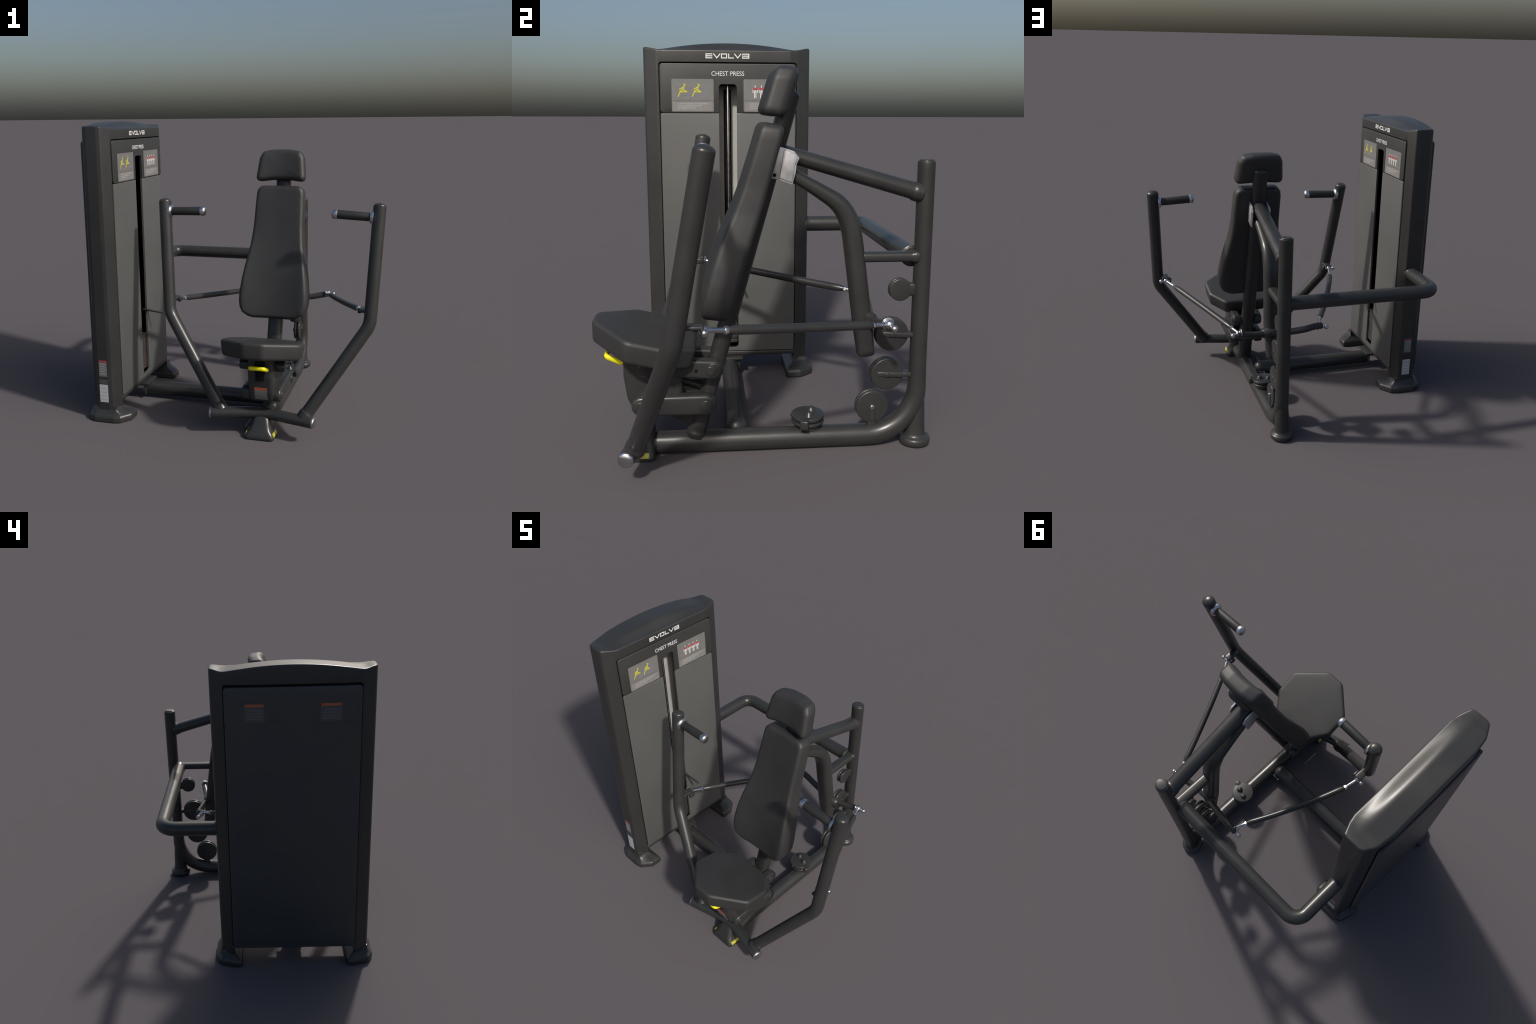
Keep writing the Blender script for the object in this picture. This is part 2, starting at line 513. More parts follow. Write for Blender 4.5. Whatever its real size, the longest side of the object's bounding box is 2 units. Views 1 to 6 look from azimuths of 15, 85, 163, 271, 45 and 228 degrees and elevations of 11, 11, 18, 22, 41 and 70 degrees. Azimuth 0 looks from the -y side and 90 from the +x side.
# ---- lettering and labels
def strokes(name, glyphs, z0, h, x, mat, parent, w):
    """Letters from straight strokes: glyph = (y left, width, [(x0,y0,x1,y1)...]) in unit cells."""
    bm = bmesh.new()
    i = 0
    for y0, wd, segs in glyphs:
        for (a, b, c, d) in segs:
            P = Vector((0, y0 + a * wd, z0 + b * h)); Q = Vector((0, y0 + c * wd, z0 + d * h))
            D = (Q - P).normalized(); N = Vector((0, -D.z, D.y)) * (w / 2)
            P = P - D * w * 0.45; Q = Q + D * w * 0.45
            xx = x + 0.0006 + 0.00006 * (i % 9); i += 1
            f = [Vector((xx, p.y, p.z)) for p in (P + N, P - N, Q - N, Q + N)]
            r = [Vector((x - 0.002, p.y, p.z)) for p in f]
            A = [bm.verts.new(p) for p in f]; B = [bm.verts.new(p) for p in r]
            bm.faces.new(A); bm.faces.new(list(reversed(B)))
            for k in range(4): bm.faces.new((A[k], A[(k + 1) % 4], B[(k + 1) % 4], B[k]))
    return finish(bm, name, mat, parent, 0)
E_ = [(0, 0, 0, 1), (0, 1, 1, 1), (0, .5, 1, .5), (0, 0, 1, 0)]
V_ = [(0, 1, .5, 0), (.5, 0, 1, 1)]
O_ = [(0, 0, 0, 1), (1, 0, 1, 1), (0, 1, 1, 1), (0, 0, 1, 0)]
L_ = [(0, 0, 0, 1), (0, 0, 1, 0)]
E2 = [(1, 0, 1, 1), (0, 1, 1, 1), (0, .5, 1, .5), (0, 0, 1, 0), (0, 0, 0, .1)]
word = [(-0.260, .033, E_), (-0.217, .036, V_), (-0.172, .029, O_), (-0.131, .027, L_), (-0.097, .035, V_), (-0.052, .036, E2)]
strokes("brand_lettering", word, 1.9115, 0.0215, -0.735, WHITE, TOWER, 0.0058)

def text(name, body, size, loc, width, mat, parent, rot=(math.pi / 2, 0, math.pi / 2)):
    cu = bpy.data.curves.new(name, 'FONT')
    cu.body = body; cu.size = size; cu.extrude = 0.0008; cu.align_x = 'CENTER'; cu.resolution_u = 3
    ob = bpy.data.objects.new(name, cu)
    bpy.context.collection.objects.link(ob)
    dg = bpy.context.evaluated_depsgraph_get()
    me = bpy.data.meshes.new_from_object(ob.evaluated_get(dg))
    bpy.data.objects.remove(ob)
    xs = [v.co.x for v in me.vertices]
    s = width / (max(xs) - min(xs)); c = (max(xs) + min(xs)) / 2
    M = Matrix.Translation(loc) @ Matrix.Rotation(rot[2], 4, 'Z') @ Matrix.Rotation(rot[0], 4, 'X')
    for v in me.vertices:
        v.co = M @ Vector(((v.co.x - c) * s, v.co.y, v.co.z))
    me.materials.clear(); me.materials.append(mat)
    o = bpy.data.objects.new(name, me); bpy.context.collection.objects.link(o); o.parent = parent
    return o
text("exercise_title_lettering", "CHEST PRESS", 0.036, (-0.7330, -0.137, 1.8125), 0.188, WHITE, TOWER)

def front_label(y0, y1, z0, z1):
    p = ccw(round_poly([(y0, z0), (y1, z0), (y1, z1), (y0, z1)], 0.008, 4))
    return prism("instruction_label", p, 'x', -0.7345, -0.7325, LABEL_GREY, TOWER, 0.0004, 1)
la = front_label(-0.460, -0.219, 1.610, 1.794)
lb = front_label(-0.047, 0.203, 1.610, 1.794)
def strip(name, y0, y1, z0, z1, mat, parent, x=-0.7325, lift=0.0007):
    return box(name, (x - 0.0006, y0, z0), (x + lift, y1, z1), mat, parent, 0)
for l, y0, y1 in ((la, -0.456, -0.223), (lb, -0.043, 0.199)):
    strip("label_rule", y0, y1, 1.672, 1.675, INK, l, lift=0.0005)
    strip("label_band", y0 + .004, y1 - .004, 1.6145, 1.666, LABEL_LIGHT, l, lift=0.0004)
    for r in range(3):
        strip("label_text_line", y0 + .03, y1 - .03 - .035 * r, 1.652 - .012 * r, 1.6575 - .012 * r, PALE_TEXT, l, lift=0.0008)
# two yellow exercising figures with the machine outline beside each
def figure(y, z, mat, l):
    segs = [(0.30, 1.0, 0.36, .92), (.34, .92, .26, .62), (.26, .62, .12, .45), (.12, .45, .02, .10), (.26, .60, .44, .42), (.44, .42, .12, .42), (.30, .80, .10, .62)]
    strokes("exercise_figure", [(y, 0.115, segs)], z, 0.075, -0.7322, mat, l, 0.0068)
for y in (-0.424, -0.343):
    figure(y, 1.690, ACID, la)
    strokes("machine_outline", [(y + 0.02, 0.055, [(0, .55, 1, .55), (.1, .3, 1, .3), (.2, .1, 1, .1), (1, .1, 1, .8), (.5, .8, 1, .8)])], 1.685, 0.07, -0.7326, PURPLE, la, 0.003)
# four standing figures with red chests
for i in range(4):
    y = 0.006 + i * 0.036
    strokes("muscle_figure", [(y, 0.028, [(.5, .95, .5, .5), (.35, .5, .35, 0), (.65, .5, .65, 0), (.05, .75, .05, .4), (.95, .75, .95, .4), (.05, .62, .95, .62)])], 1.690, 0.072, -0.7322, WHITE, lb, 0.0042)
    strokes("muscle_chest", [(y, 0.028, [(.2, .70, .8, .70)])], 1.690, 0.072, -0.7314, RED, lb, 0.013)

def side_label(sgn):
    y = Y0 if sgn < 0 else Y1
    def lab(name, x0, x1, z0, z1, mat, d):
        d += 0.005 if sgn > 0 else 0.007
        return box(name, (x0, y - .003 if sgn > 0 else y - d, z0), (x1, y + d if sgn > 0 else y + .003, z1), mat, TOWER, 0)
    lab("warning_label", -0.862, -0.805, 0.314, 0.424, LABEL_GREY, 0.0010)
    lab("warning_label_header", -0.862, -0.805, 0.416, 0.427, RED, 0.0014)
    for r in range(5):
        lab("warning_text_line", -0.857, -0.812 - .006 * (r % 2), 0.330 + r * .017, 0.336 + r * .017, PALE_TEXT, 0.0014)
    lab("serial_label", -0.864, -0.803, 0.131, 0.256, LABEL_WHITE, 0.0010)
    for r in range(4):
        lab("serial_text_line", -0.856, -0.811, 0.150 + r * .026, 0.153 + r * .026, PALE_TEXT, 0.0014)
    if sgn < 0:
        lab("barcode_label", -0.864, -0.803, 0.262, 0.291, LABEL_DARK, 0.0010)
side_label(-1); side_label(1)

def rear_label(y0, y1, z0, z1):
    """Label lying on the bowed rear panel, turned to its slope."""
    yc = (y0 + y1) / 2
    x = -0.9480 - 0.004 * (1 - ((yc - YC) / 0.39) ** 2) - 0.011
    R = Matrix.Rotation(-math.atan(0.008 * (yc - YC) / 0.39 ** 2), 3, 'Z')
    pv = (x, yc, z0)
    l = box("rear_warning_label", (x - 0.0008, y0, z0), (x + 0.002, y1, z1), LABEL_DARK, TOWER, 0, rot=R, pivot=pv)
    box("rear_label_header", (x - 0.0012, y0 + .004, z1 - 0.017), (x + .002, y1 - .004, z1 - .002), ORANGE, l, 0, rot=R, pivot=pv)
    for r in range(4):
        box("rear_label_text_line", (x - 0.0011, y0 + .012, z0 + .015 + r * .017), (x + .002, y1 - .012 - .01 * (r % 2), z0 + .021 + r * .017), INK, l, 0, rot=R, pivot=pv)
rear_label(0.028, 0.142, 1.673, 1.780)
rear_label(-0.414, -0.291, 1.673, 1.780)

# ================================================================== FRAME
FX = 0.256
rail_path = fillet_path([(FX + .006, -0.585, 0.055), (FX + .004, 0.737, 0.055), (FX + .001, 0.737, 1.388)], 0.245, 20)
rail_path = densify(rail_path, 0.03)
def rail_rad(t):
    s = smoothstep(0.46, 0.64, t)
    return (0.0515 - 0.0065 * s, 0.0520 - 0.0115 * s)
tube("base_rail_and_rear_post", rail_path, rail_rad, caps=("flat", "flat"), cap_depth=0.008)
lathe("post_top_cap", rounded_disc(0.034, 0, 0.010, 0.006), (FX + .001, 0.737, 1.384), (0, 0, 1), FRAME)
lathe("rear_foot", [(0.0, 0), (0.066, 0), (0.072, .004), (0.075, .014), (0.0755, .030), (0.071, .038), (0.060, .042), (0.0525, .048),
                    (0.050, .06), (0.046, .12), (0.043, .20), (0.038, .26), (0, .26)], (FX, 0.737, 0), (0, 0, 1), FRAME, smooth=50)
# upper tube from backrest bracket to rear post
tube("upper_brace_tube", [(0.257, 0.055, 1.430), (0.257, 0.72, 1.239)], lambda t: (0.048, 0.036 + .005 * t), flare=(None, 0.038))
# bent guard tube from tower to rear post
tube("guard_tube", fillet_path([(-0.817, 0.30, 0.937), (-0.817, 0.690, 0.937), (0.235, 0.692, 0.938)], 0.085, 14), 0.0460, ref=(0, 0, 1), flare=(0.034, 0.02))
tube("bumper_stub", [(0.2565, 0.450, 0.943), (0.2585, 0.715, 0.943)], (0.034, 0.0245), flare=(None, 0.02), power=3.0)
# floor cross tube between tower and base rail
ct = tube("floor_cross_tube", [(-0.735, -0.141, 0.066), (0.20, -0.141, 0.074)], 0.0505, ref=(0, 1, 0), caps=("flat", "none"))
ball("cross_tube_knuckle", (0.176, -0.141, 0.074), 0.056, FRAME, ct, (0.9, 1, 1.0))
box("cross_tube_clamp", (0.165, -0.110, 0.035), (0.225, -0.075, 0.070), FRAME, ct, 0.008)
lathe("clamp_bolt", rounded_disc(0.012, 0, 0.014, 0.004), (0.165, -0.092, 0.053), (-1, 0.3, 0), CHROME, ct, 16)
box("mount_plate", (-0.752, -0.225, 0.110), (-0.690, -0.060, 0.124), FRAME, ct, 0.003)
box("mount_tab", (-0.728, -0.208, 0.030), (-0.716, -0.176, 0.116), FRAME, ct, 0.003)
box("mount_tab", (-0.728, -0.108, 0.030), (-0.716, -0.076, 0.116), FRAME, ct, 0.003)

# backrest post, leaning back
SLOPE = 0.28
def spar_y(z): return -0.325 + SLOPE * (z - 0.135)
tube("backrest_post", [(0.257, spar_y(0.084), 0.084), (0.257, spar_y(1.70), 1.70)], (0.050, 0.041), power=2.6, flare=(0.022, None), caps=("none", "round"))

# front foot
def front_foot():
    def rect(x0, x1, y0, y1, r, z):
        return [(p[0], p[1], z) for p in ccw(round_poly([(x0, y0), (x1, y0), (x1, y1), (x0, y1)], r, 5))]
    R = [rect(.164, .350, -.660, -.530, .022, 0), rect(.160, .353, -.663, -.528, .024, .006), rect(.162, .351, -.662, -.530, .024, .018),
         rect(.172, .341, -.655, -.530, .026, .040), rect(.186, .329, -.646, -.530, .028, .055), rect(.196, .320, -.632, -.530, .03, .085),
         rect(.206, .312, -.612, -.530, .03, .120), rect(.214, .304, -.598, -.532, .03, .140)]
    bm = bmesh.new(); V = [[bm.verts.new(p) for p in r] for r in R]; n = len(R[0])
    for r0, r1 in zip(V, V[1:]):
        for k in range(n): bm.faces.new((r0[k], r0[(k + 1) % n], r1[(k + 1) % n], r1[k]))
    bm.faces.new(V[0]); bm.faces.new(list(reversed(V[-1])))
    return finish(bm, "front_foot", FRAME, ROOT, 45)
FF = front_foot()
for s in (1, -1):
    xo = 0.3515 if s > 0 else 0.1615
    xi = 0.342 if s > 0 else 0.171
    bm = bmesh.new()
    prof = [(xo + s * .002, .018), (xi + s * .0028, .040), (xi - s * .01, .040), (xo - s * .012, .018)]
    A = [bm.verts.new((x, -.640, z)) for x, z in prof]; B = [bm.verts.new((x, -.556, z)) for x, z in prof]
    bm.faces.new(A); bm.faces.new(list(reversed(B)))
    for k in range(4): bm.faces.new((A[k], A[(k + 1) % 4], B[(k + 1) % 4], B[k]))
    finish(bm, "yellow_marker_tape", YELLOW_TAPE, FF, 0)

# ================================================================== PADS
seat_pts = [(0.095, -0.333), (0.410, -0.333), (0.516, -0.462), (0.525, -0.632), (0.322, -0.800), (0.188, -0.800), (0.000, -0.632), (-0.002, -0.466)]
seat_poly = resample(round_poly(seat_pts, [.05, .05, .05, .055, .065, .065, .055, .05], 9), 0.02)
def seat_fn(u, v, w):
    """Cushion sloping down towards the backrest, its front edge turned down a little."""
    tilt = -0.255 * (v + 0.56)
    return Vector((u, v + 0.16 * w, 0.5765 + tilt + w))
finish(pillow_bm(seat_poly, 0.106, 0.021, seat_fn, crown=(0, 0.0035), taper=0.010), "seat", VINYL, ROOT, 60)

# backrest: long pad, narrow at the top, wide and thick at the bottom
half = [(0.690, 0.130), (0.700, 0.165), (0.725, 0.205), (0.76, 0.224), (0.80, 0.231), (0.86, 0.230), (0.95, 0.219), (1.07, 0.197),
        (1.17, 0.178), (1.29, 0.167), (1.42, 0.164), (1.50, 0.161), (1.53, 0.155), (1.548, 0.138), (1.555, 0.115)]
left = [(0.252 - w, z) for z, w in half]; right = [(0.258 + w, z) for z, w in half]
back_poly = resample(ccw(left + list(reversed(right))), 0.018)
bulge = [(0.68, 0.030), (0.76, 0.034), (0.85, 0.042), (1.0, 0.042), (1.1, 0.034), (1.3, 0.010), (1.45, 0.0), (1.6, 0.0)]
def back_fn(u, v, w):
    f = smoothstep(-0.055, 0.055, w)
    e = min(1.0, abs(u - 0.253) / 0.20)
    y = spar_y(v) - 0.056 - 0.014 * smoothstep(1.25, 0.9, v) - w - (interp(bulge, v) * (0.22 + 0.45 * e * e) - 0.010 * (1 - e * e)) * f
    return Vector((u, y, v + 0.28 * w * 0.55))
finish(pillow_bm(back_poly, 0.112, 0.027, back_fn, crown=(0, 0.004), cap_rings=10), "backrest", VINYL, ROOT, 60)

head_pts = [(-0.168, 1.582), (-0.06, 1.594), (0.06, 1.594), (0.168, 1.582), (0.150, 1.745), (0.128, 1.786), (0.06, 1.799), (-0.06, 1.799), (-0.128, 1.786), (-0.150, 1.745)]
head_poly = resample(round_poly(head_pts, [.03, .1, .1, .03, .05, .03, .1, .1, .03, .05], 5), 0.012)
def head_fn(u, v, w):
    y = spar_y(v) - 0.046 - w - 0.95 * u * u
    return Vector((0.252 + u * 1.03, y, v + 0.20 * w * 0.6))
finish(pillow_bm(head_poly, 0.108, 0.036, head_fn, crown=(0.0, 0.004), cap_rings=8), "headrest", VINYL, ROOT, 60)

# steel bracket plates on both sides of the backrest post
def bracket(x, s):
    pts = [(0.040, 1.457), (0.070, 1.450), (0.118, 1.434), (0.141, 1.404), (0.128, 1.375), (0.125, 1.340), (0.110, 1.287), (0.048, 1.310), (0.012, 1.316)]
    p = ccw(round_poly(pts, 0.004, 2))
    b = prism("pivot_bracket", p, 'x', x - 0.005, x + 0.005, STEEL, ROOT, 0.0015, 2)
    lathe("bracket_bolt", rounded_disc(0.008, 0, 0.004, 0.002), (x + s * 0.0045, 0.030, 1.330), (s, 0, 0), BLACK, b, 14)
    # bent lip that wraps towards the tubes
    lip = [(0.072, 1.440), (0.118, 1.426), (0.132, 1.403), (0.120, 1.372), (0.117, 1.342), (0.106, 1.297), (0.052, 1.318)]
    prism("bracket_lip", ccw(lip), 'x', x + s * 0.004 if s > 0 else x - 0.011, x + 0.011 if s > 0 else x - 0.004, STEEL, b, 0.004, 2)
bracket(0.317, 1); bracket(0.199, -1)
tube("pivot_axle", [(0.19, 0.085, 1.365), (0.326, 0.085, 1.365)], 0.020, FRAME, ref=(0, 0, 1))

# ================================================================== SEAT ADJUSTER
house = [(-0.659, 0.572), (-0.662, 0.42), (-0.647, 0.31), (-0.620, 0.252), (-0.56, 0.222), (-0.45, 0.226), (-0.392, 0.26), (-0.392, 0.572)]
HO = prism("seat_adjuster_housing", resample(round_poly(house, [.01, .1, .08, .03, .04, .04, .03, .01], 5), 0.02), 'x', 0.187, 0.350, FRAME, ROOT, 0.024, 5)
prism("dark_front_plate", ccw(round_poly([(0.240, 0.400), (0.298, 0.400), (0.302, 0.53), (0.236, 0.53)], 0.012, 4)), 'y', -0.6645, -0.642, BLACK, HO, 0.002, 2)  # black plate set slightly proud of the housing front, standing for a dark patch there
tube("release_handle", fillet_path([(0.220, -0.660, 0.476), (0.222, -0.738, 0.510), (0.314, -0.738, 0.510), (0.317, -0.660, 0.476)], 0.016, 6), (0.013, 0.011), YELLOW, HO, ref=(0, 0, 1), caps=("round", "round"))
def house_front(z):
    """Front surface of the housing at height z."""
    return interp([(0.22, -0.562), (0.245, -0.610), (0.27, -0.6325), (0.30, -0.6445), (0.33, -0.6510), (0.36, -0.6555), (0.42, -0.660), (0.57, -0.659)], z)
def wrapped_label(name, x0, x1, z0, z1, mat, d):
    bm = bmesh.new(); n = 8; rows = []
    for k in range(n + 1):
        z = z0 + (z1 - z0) * k / n; y = house_front(z)
        rows.append([bm.verts.new(p) for p in ((x0, y - d, z), (x1, y - d, z), (x1, y + .004, z), (x0, y + .004, z))])
    for a, b in zip(rows, rows[1:]):
        for k in range(4): bm.faces.new((a[k], a[(k + 1) % 4], b[(k + 1) % 4], b[k]))
    bm.faces.new(rows[0]); bm.faces.new(rows[-1])
    finish(bm, name, mat, HO, 30)
wrapped_label("caution_label", 0.231, 0.310, 0.268, 0.337, LABEL_GREY, 0.0015)
wrapped_label("caution_label_header", 0.230, 0.311, 0.3372, 0.352, ORANGE, 0.0015)
prism("housing_gusset", [(-0.53, 0.245), (-0.405, 0.165), (-0.372, 0.150), (-0.300, 0.150), (-0.28, 0.30), (-0.40, 0.33)], 'x', 0.222, 0.290, FRAME, HO, 0.006, 2)
box("seat_mount_plate", (0.150, -0.60, 0.515), (0.365, -0.40, 0.548), FRAME, ROOT, 0.006)

def capsule(y0, z0, r0, y1, z1, r1, n=12):
    pts = []
    a = math.atan2(z1 - z0, y1 - y0)
    for k in range(n + 1):
        th = a - math.pi / 2 + math.pi * k / n
        pts.append((y1 + r1 * math.cos(th), z1 + r1 * math.sin(th)))
    for k in range(n + 1):
        th = a + math.pi / 2 + math.pi * k / n
        pts.append((y0 + r0 * math.cos(th), z0 + r0 * math.sin(th)))
    return pts
MID = 0.2625
for s in (1, -1):
    a, b = (0.330, 0.392) if s > 0 else (2 * MID - 0.392, 2 * MID - 0.330)
    l = prism("link_arm", capsule(-0.580, 0.289, .046, -0.286, 0.287, .049), 'x', a, b, FRAME, ROOT, 0.016, 4)
    for y, z in ((-0.582, 0.289), (-0.284, 0.287)):
        xo = b if s > 0 else a
        lathe("link_bolt", rounded_disc(0.026, -0.012, 0.005, 0.005), (xo, y, z), (s, 0, 0), FRAME, l, 24)
    a, b = (0.315, 0.374) if s > 0 else (2 * MID - 0.374, 2 * MID - 0.315)
    l = prism("link_arm", capsule(-0.530, 0.470, .042, -0.250, 0.448, .046), 'x', a, b, FRAME, ROOT, 0.016, 4)
    xo = b if s > 0 else a
    lathe("link_bolt", rounded_disc(0.024, -0.012, 0.006, 0.005), (xo, -0.262, 0.447), (s, 0, 0), FRAME, l, 24)
    lathe("link_bolt", rounded_disc(0.008, -0.01, 0.003, 0.002), (xo, -0.330, 0.450), (s, 0, 0), BLACK, l, 14)
    xi = 0.345 if s > 0 else 2 * MID - 0.345
    lathe("pivot_boss", rounded_disc(0.034, 0, 0.066, 0.008), (xi, -0.560, 0.470), (s, 0, 0), FRAME, ROOT, 28)
tube("lower_pivot_tube", [(0.15, -0.284, 0.287), (0.375, -0.284, 0.287)], 0.036, ref=(0, 0, 1))
tube("upper_pivot_tube", [(0.15, -0.250, 0.448), (0.375, -0.250, 0.448)], 0.034, ref=(0, 0, 1))
# gas spring between the links
tube("gas_spring", [(0.2625, -0.50, 0.40), (0.2625, -0.30, 0.33)], 0.016, RUBBER)

# ================================================================== PRESS ARMS
BAR = tube("pivot_crossbar", smooth_path([(-0.068, -0.636, 0.146), (0.06, -0.606, 0.148), (0.18, -0.574, 0.146), (0.262, -0.566, 0.145), (0.345, -0.574, 0.145), (0.47, -0.604, 0.145), (0.602, -0.632, 0.143)], 5),
           0.0365, ref=(0, 0, 1), caps=("flat", "flat"))
def plug(c, d):
    return lathe("end_plug", [(0.0, -0.004), (0.0345, -0.004), (0.0355, 0.002), (0.033, 0.007), (0.026, 0.011), (0.014, 0.0135), (0, 0.014)], c, d, CHROME, BAR, 32, 60)
plug((0.602, -0.632, 0.143), (0.97, -0.2, 0)); plug((-0.068, -0.636, 0.146), (-0.97, -0.2, 0))
tube("crossbar_pivot", [(0.262, -0.60, 0.09), (0.262, -0.55, 0.09)], 0.03, FRAME, ref=(1, 0, 0))

def press_arm(top, bend, foot, h_in, h_out, s):
    arm = tube("press_arm", fillet_path([foot, bend, top], 0.16, 14), 0.0412, caps=("none", "round"), flare=(0.036, None))
    hi, ho = Vector(h_in), Vector(h_out)
    d = (hi - ho).normalized()
    lathe("handle_collar", [(0, -.01), (0.043, -.01), (0.044, 0.0), (0.042, .006), (0.036, .012), (0.028, .016), (0, .016)], ho + d * 0.005, d, CHROME, arm, 32, 60)
    tube("handle_grip", [ho, hi - d * 0.012], lambda t: 0.0275 + 0.0015 * smoothstep(.8, 1, t), RUBBER, arm, ref=(0, 0, 1))
    lathe("handle_end_cap", [(0, -.020), (0.0315, -.020), (0.0325, -.016), (0.0325, -.002), (0.030, .006), (0.024, .012), (0.013, .016), (0, .017)], hi, d, CHROME, arm, 32, 60)
    return arm
ARM_R = press_arm((0.951, -0.272, 1.490), (0.918, -0.410, 0.735), (0.535, -0.600, 0.155), (0.668, -0.294, 1.415), (0.910, -0.292, 1.401), 1)
ARM_L = press_arm((-0.484, -0.280, 1.490), (-0.419, -0.413, 0.735), (-0.005, -0.602, 0.155), (-0.205, -0.292, 1.411), (-0.446, -0.288, 1.404), -1)

# ================================================================== SWING LEVER AND RODS
lev = smooth_path([(0.254, 0.070, 1.352), (0.252, 0.135, 1.315), (0.250, 0.245, 1.252), (0.250, 0.337, 1.188), (0.250, 0.388, 1.095), (0.252, 0.414, 0.945), (0.255, 0.449, 0.690), (0.258, 0.480, 0.465)], 7)
LEVER = tube("swing_lever", lev, lambda t: (0.049 + 0.008 * smoothstep(.08, .40, t) - 0.014 * smoothstep(.78, 1, t), 0.031 + 0.015 * smoothstep(.08, .40, t) - 0.003 * smoothstep(.85, 1, t)), caps=("flat", "flat"), cap_depth=0.012, power=2.5)
horn = smooth_path([(0.522, 0.530, 0.683), (0.46, 0.522, 0.671), (0.38, 0.506, 0.657), (0.28, 0.492, 0.652), (0.18, 0.505, 0.655), (0.06, 0.522, 0.668), (-0.02, 0.528, 0.686), (-0.082, 0.530, 0.690)], 6)
HORN = tube("lever_horn_bar", horn, 0.0225, FRAME, LEVER, ref=(0, 0, 1), caps=("round", "round"))
lathe("horn_hub", [(0.0225, -0.075), (0.026, -0.066), (0.034, -0.058), (0.034, 0.058), (0.026, 0.066), (0.0225, 0.075)], (0.267, 0.484, 0.653), (1, 0.02, 0), FRAME, LEVER, 28, 60)

def rod(a, b, hornball, armball, block, s, sag):
    A, B = Vector(a), Vector(b)
    d = (B - A)
    def P(t): return A + d * t
    S = Vector(sag)
    r = tube("connecting_rod", smooth_path([P(.075), P(.28) + S * .6, P(.48) + S * .9, P(.68) + S, P(.885) + S * .8], 5),
             lambda t: 0.0195 * min(1, .6 + .4 * smoothstep(0, .04, min(t, 1 - t))), FRAME, ref=(0, 0, 1))
    tube("rod_end", [P(-0.01), P(.09)], 0.0105, CHROME, r, seg=16, caps=("dome", "dome"))
    tube("rod_end", [P(.875) + S * .8, P(1.0)], 0.0105, CHROME, r, seg=16, caps=("dome", "dome"))
    lathe("lock_nut", rounded_disc(0.0165, -0.008, 0.010, 0.003), P(.885) + S * .8, d, CHROME, r, 6, 20)
    lathe("lock_nut", rounded_disc(0.0155, -0.010, 0.006, 0.003), P(.075), d, CHROME, r, 6, 20)
    hb = Vector(hornball)
    ball("horn_bolt_head", hb, 0.0165, CHROME, r)
    j = Vector((hb.x - s * 0.036, hb.y - 0.012, hb.z + .006))
    ball("rod_joint", j, 0.022, CHROME, r, (0.8, 1.0, 1.0))
    tube("joint_stem", [j, hb], 0.009, CHROME, r, seg=14)
    lathe("joint_washer", rounded_disc(0.029, -0.003, 0.003, 0.002), (j.x - s * .018, j.y - .002, j.z), (1, .1 * s, 0.1), CHROME, r, 24)
    ball("rod_joint", P(1.0), 0.019, CHROME, r)
    ball("joint_bolt_head", armball, 0.0155, CHROME, r)
    tube("joint_pin", [Vector(armball), P(1.0) + (P(1.0) - Vector(armball)) * 0.75], 0.009, CHROME, r, seg=14)
    b0 = Vector(block)
    cl = box("arm_clevis", (b0.x - .026, b0.y - .075, b0.z + .004), (b0.x + .026, b0.y + .026, b0.z + .022), FRAME, r, 0.008)
    box("arm_clevis", (b0.x - s * .032 - .011, b0.y - .02, b0.z - .016), (b0.x - s * .032 + .011, b0.y + .022, b0.z + .014), FRAME, r, 0.006)
    return r
rod((0.506, 0.505, 0.688), (0.872, -0.290, 0.798), (0.543, 0.535, 0.680), (0.908, -0.286, 0.798), (0.874, -0.312, 0.800), 1, (-0.012, -0.004, -0.006))
rod((-0.062, 0.500, 0.695), (-0.417, -0.292, 0.801), (-0.106, 0.530, 0.676), (-0.452, -0.288, 0.801), (-0.415, -0.314, 0.803), -1, (-0.024, 0.003, -0.010))

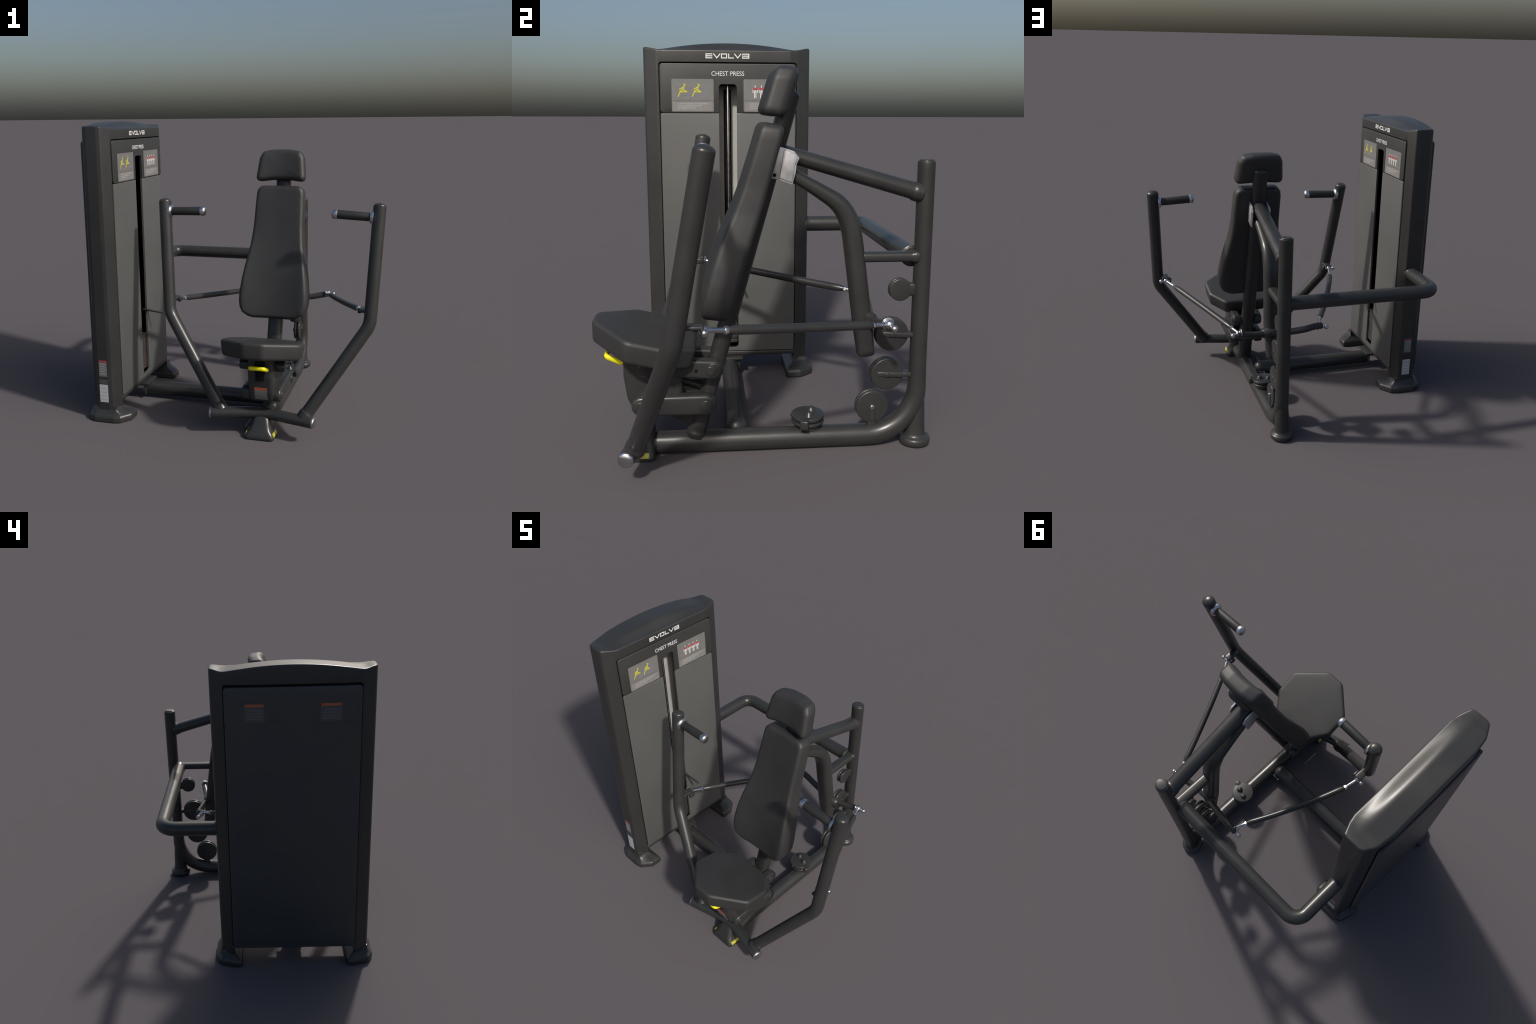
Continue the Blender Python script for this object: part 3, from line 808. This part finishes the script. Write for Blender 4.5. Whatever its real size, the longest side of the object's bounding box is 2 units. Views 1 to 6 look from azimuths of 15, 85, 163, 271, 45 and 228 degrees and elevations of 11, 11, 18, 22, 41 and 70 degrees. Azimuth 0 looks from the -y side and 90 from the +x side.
# ================================================================== PULLEYS
def pulley(c, r, axis, tab_to, ridge, tabw=0.026, T=0.044):
    c = Vector(c); ax = Vector(axis).normalized()
    g = T / 2
    prof = rounded_disc(r, -g, -g * .25, 0.006)[:-1] + [(r * .9, -g * .22), (r * .9, g * .22)] + rounded_disc(r, g * .25, g, 0.006)[1:]
    p = lathe("pulley", prof, c, ax, FRAME, ROOT, 48, 40)
    tb = Vector(tab_to)
    u = (tb - c).normalized()
    for s in ((-1, 1) if ridge[0] >= 0 else ()):
        a = c - u * ridge[0] + ax * s * (g + 0.001); b = c + u * r * 0.95 + ax * s * (g + .001)
        tube("pulley_strap", [a, b], (0.005, 0.014), FRAME, p, ref=ax, seg=14, caps=("round", "round"))
    tube("pulley_bracket", [c + u * (r * 0.80), tb], (g * 1.05, tabw), FRAME, p, ref=ax, seg=20, power=4)
    if ridge[0] >= 0: lathe("axle_bolt", rounded_disc(0.012, g, g + .010, 0.004), c, ax, CHROME if ridge[1] else FRAME, p, 16)
    return p
pulley((0.258, 0.634, 0.784), 0.054, (1, 0.0, 0), (0.258, 0.715, 0.784), (-1, 0), 0.032, 0.040)
pulley((0.256, 0.600, 0.566), 0.081, (1, 0.06, 0), (0.258, 0.715, 0.560), (0.05, 0), 0.014)
pulley((0.255, 0.583, 0.366), 0.080, (1, 0.06, 0), (0.257, 0.715, 0.360), (0.05, 0), 0.014)
pulley((0.257, 0.515, 0.203), 0.080, (1, 0.0, 0), (0.257, 0.520, 0.075), (0.0, 1), 0.024)
# flat pulley lying on the rail
fp = lathe("flat_pulley", rounded_disc(0.080, 0, 0.016, 0.006)[:-1] + [(0.070, 0.0165), (0.070, 0.024)] + rounded_disc(0.080, 0.025, 0.044, 0.006)[1:], (0.241, 0.205, 0.124), (0.03, -0.02, 1), FRAME, ROOT, 48, 40)
for p in ((0.272, 0.213), (0.213, 0.232)):
    lathe("pulley_bolt", [(0.024, 0), (0.019, .008), (0.014, .018), (0.007, .024), (0, .025)], (p[0], p[1] - .006, 0.166), (0, 0, 1), FRAME, fp, 16, 60)
box("pulley_lug", (0.300, 0.160, 0.122), (0.342, 0.200, 0.166), FRAME, fp, 0.006, rot=Matrix.Rotation(math.radians(-20), 3, 'Z'))
lathe("pulley_seat", [(0.05, 0), (0.045, .03), (0, .03)], (0.250, 0.215, 0.098), (0, 0, 1), FRAME, fp, 28)
ball("cable_stop", (0.230, 0.125, 0.155), 0.007, FRAME, fp)
ball("cable_stop", (0.180, 0.255, 0.150), 0.007, FRAME, fp)
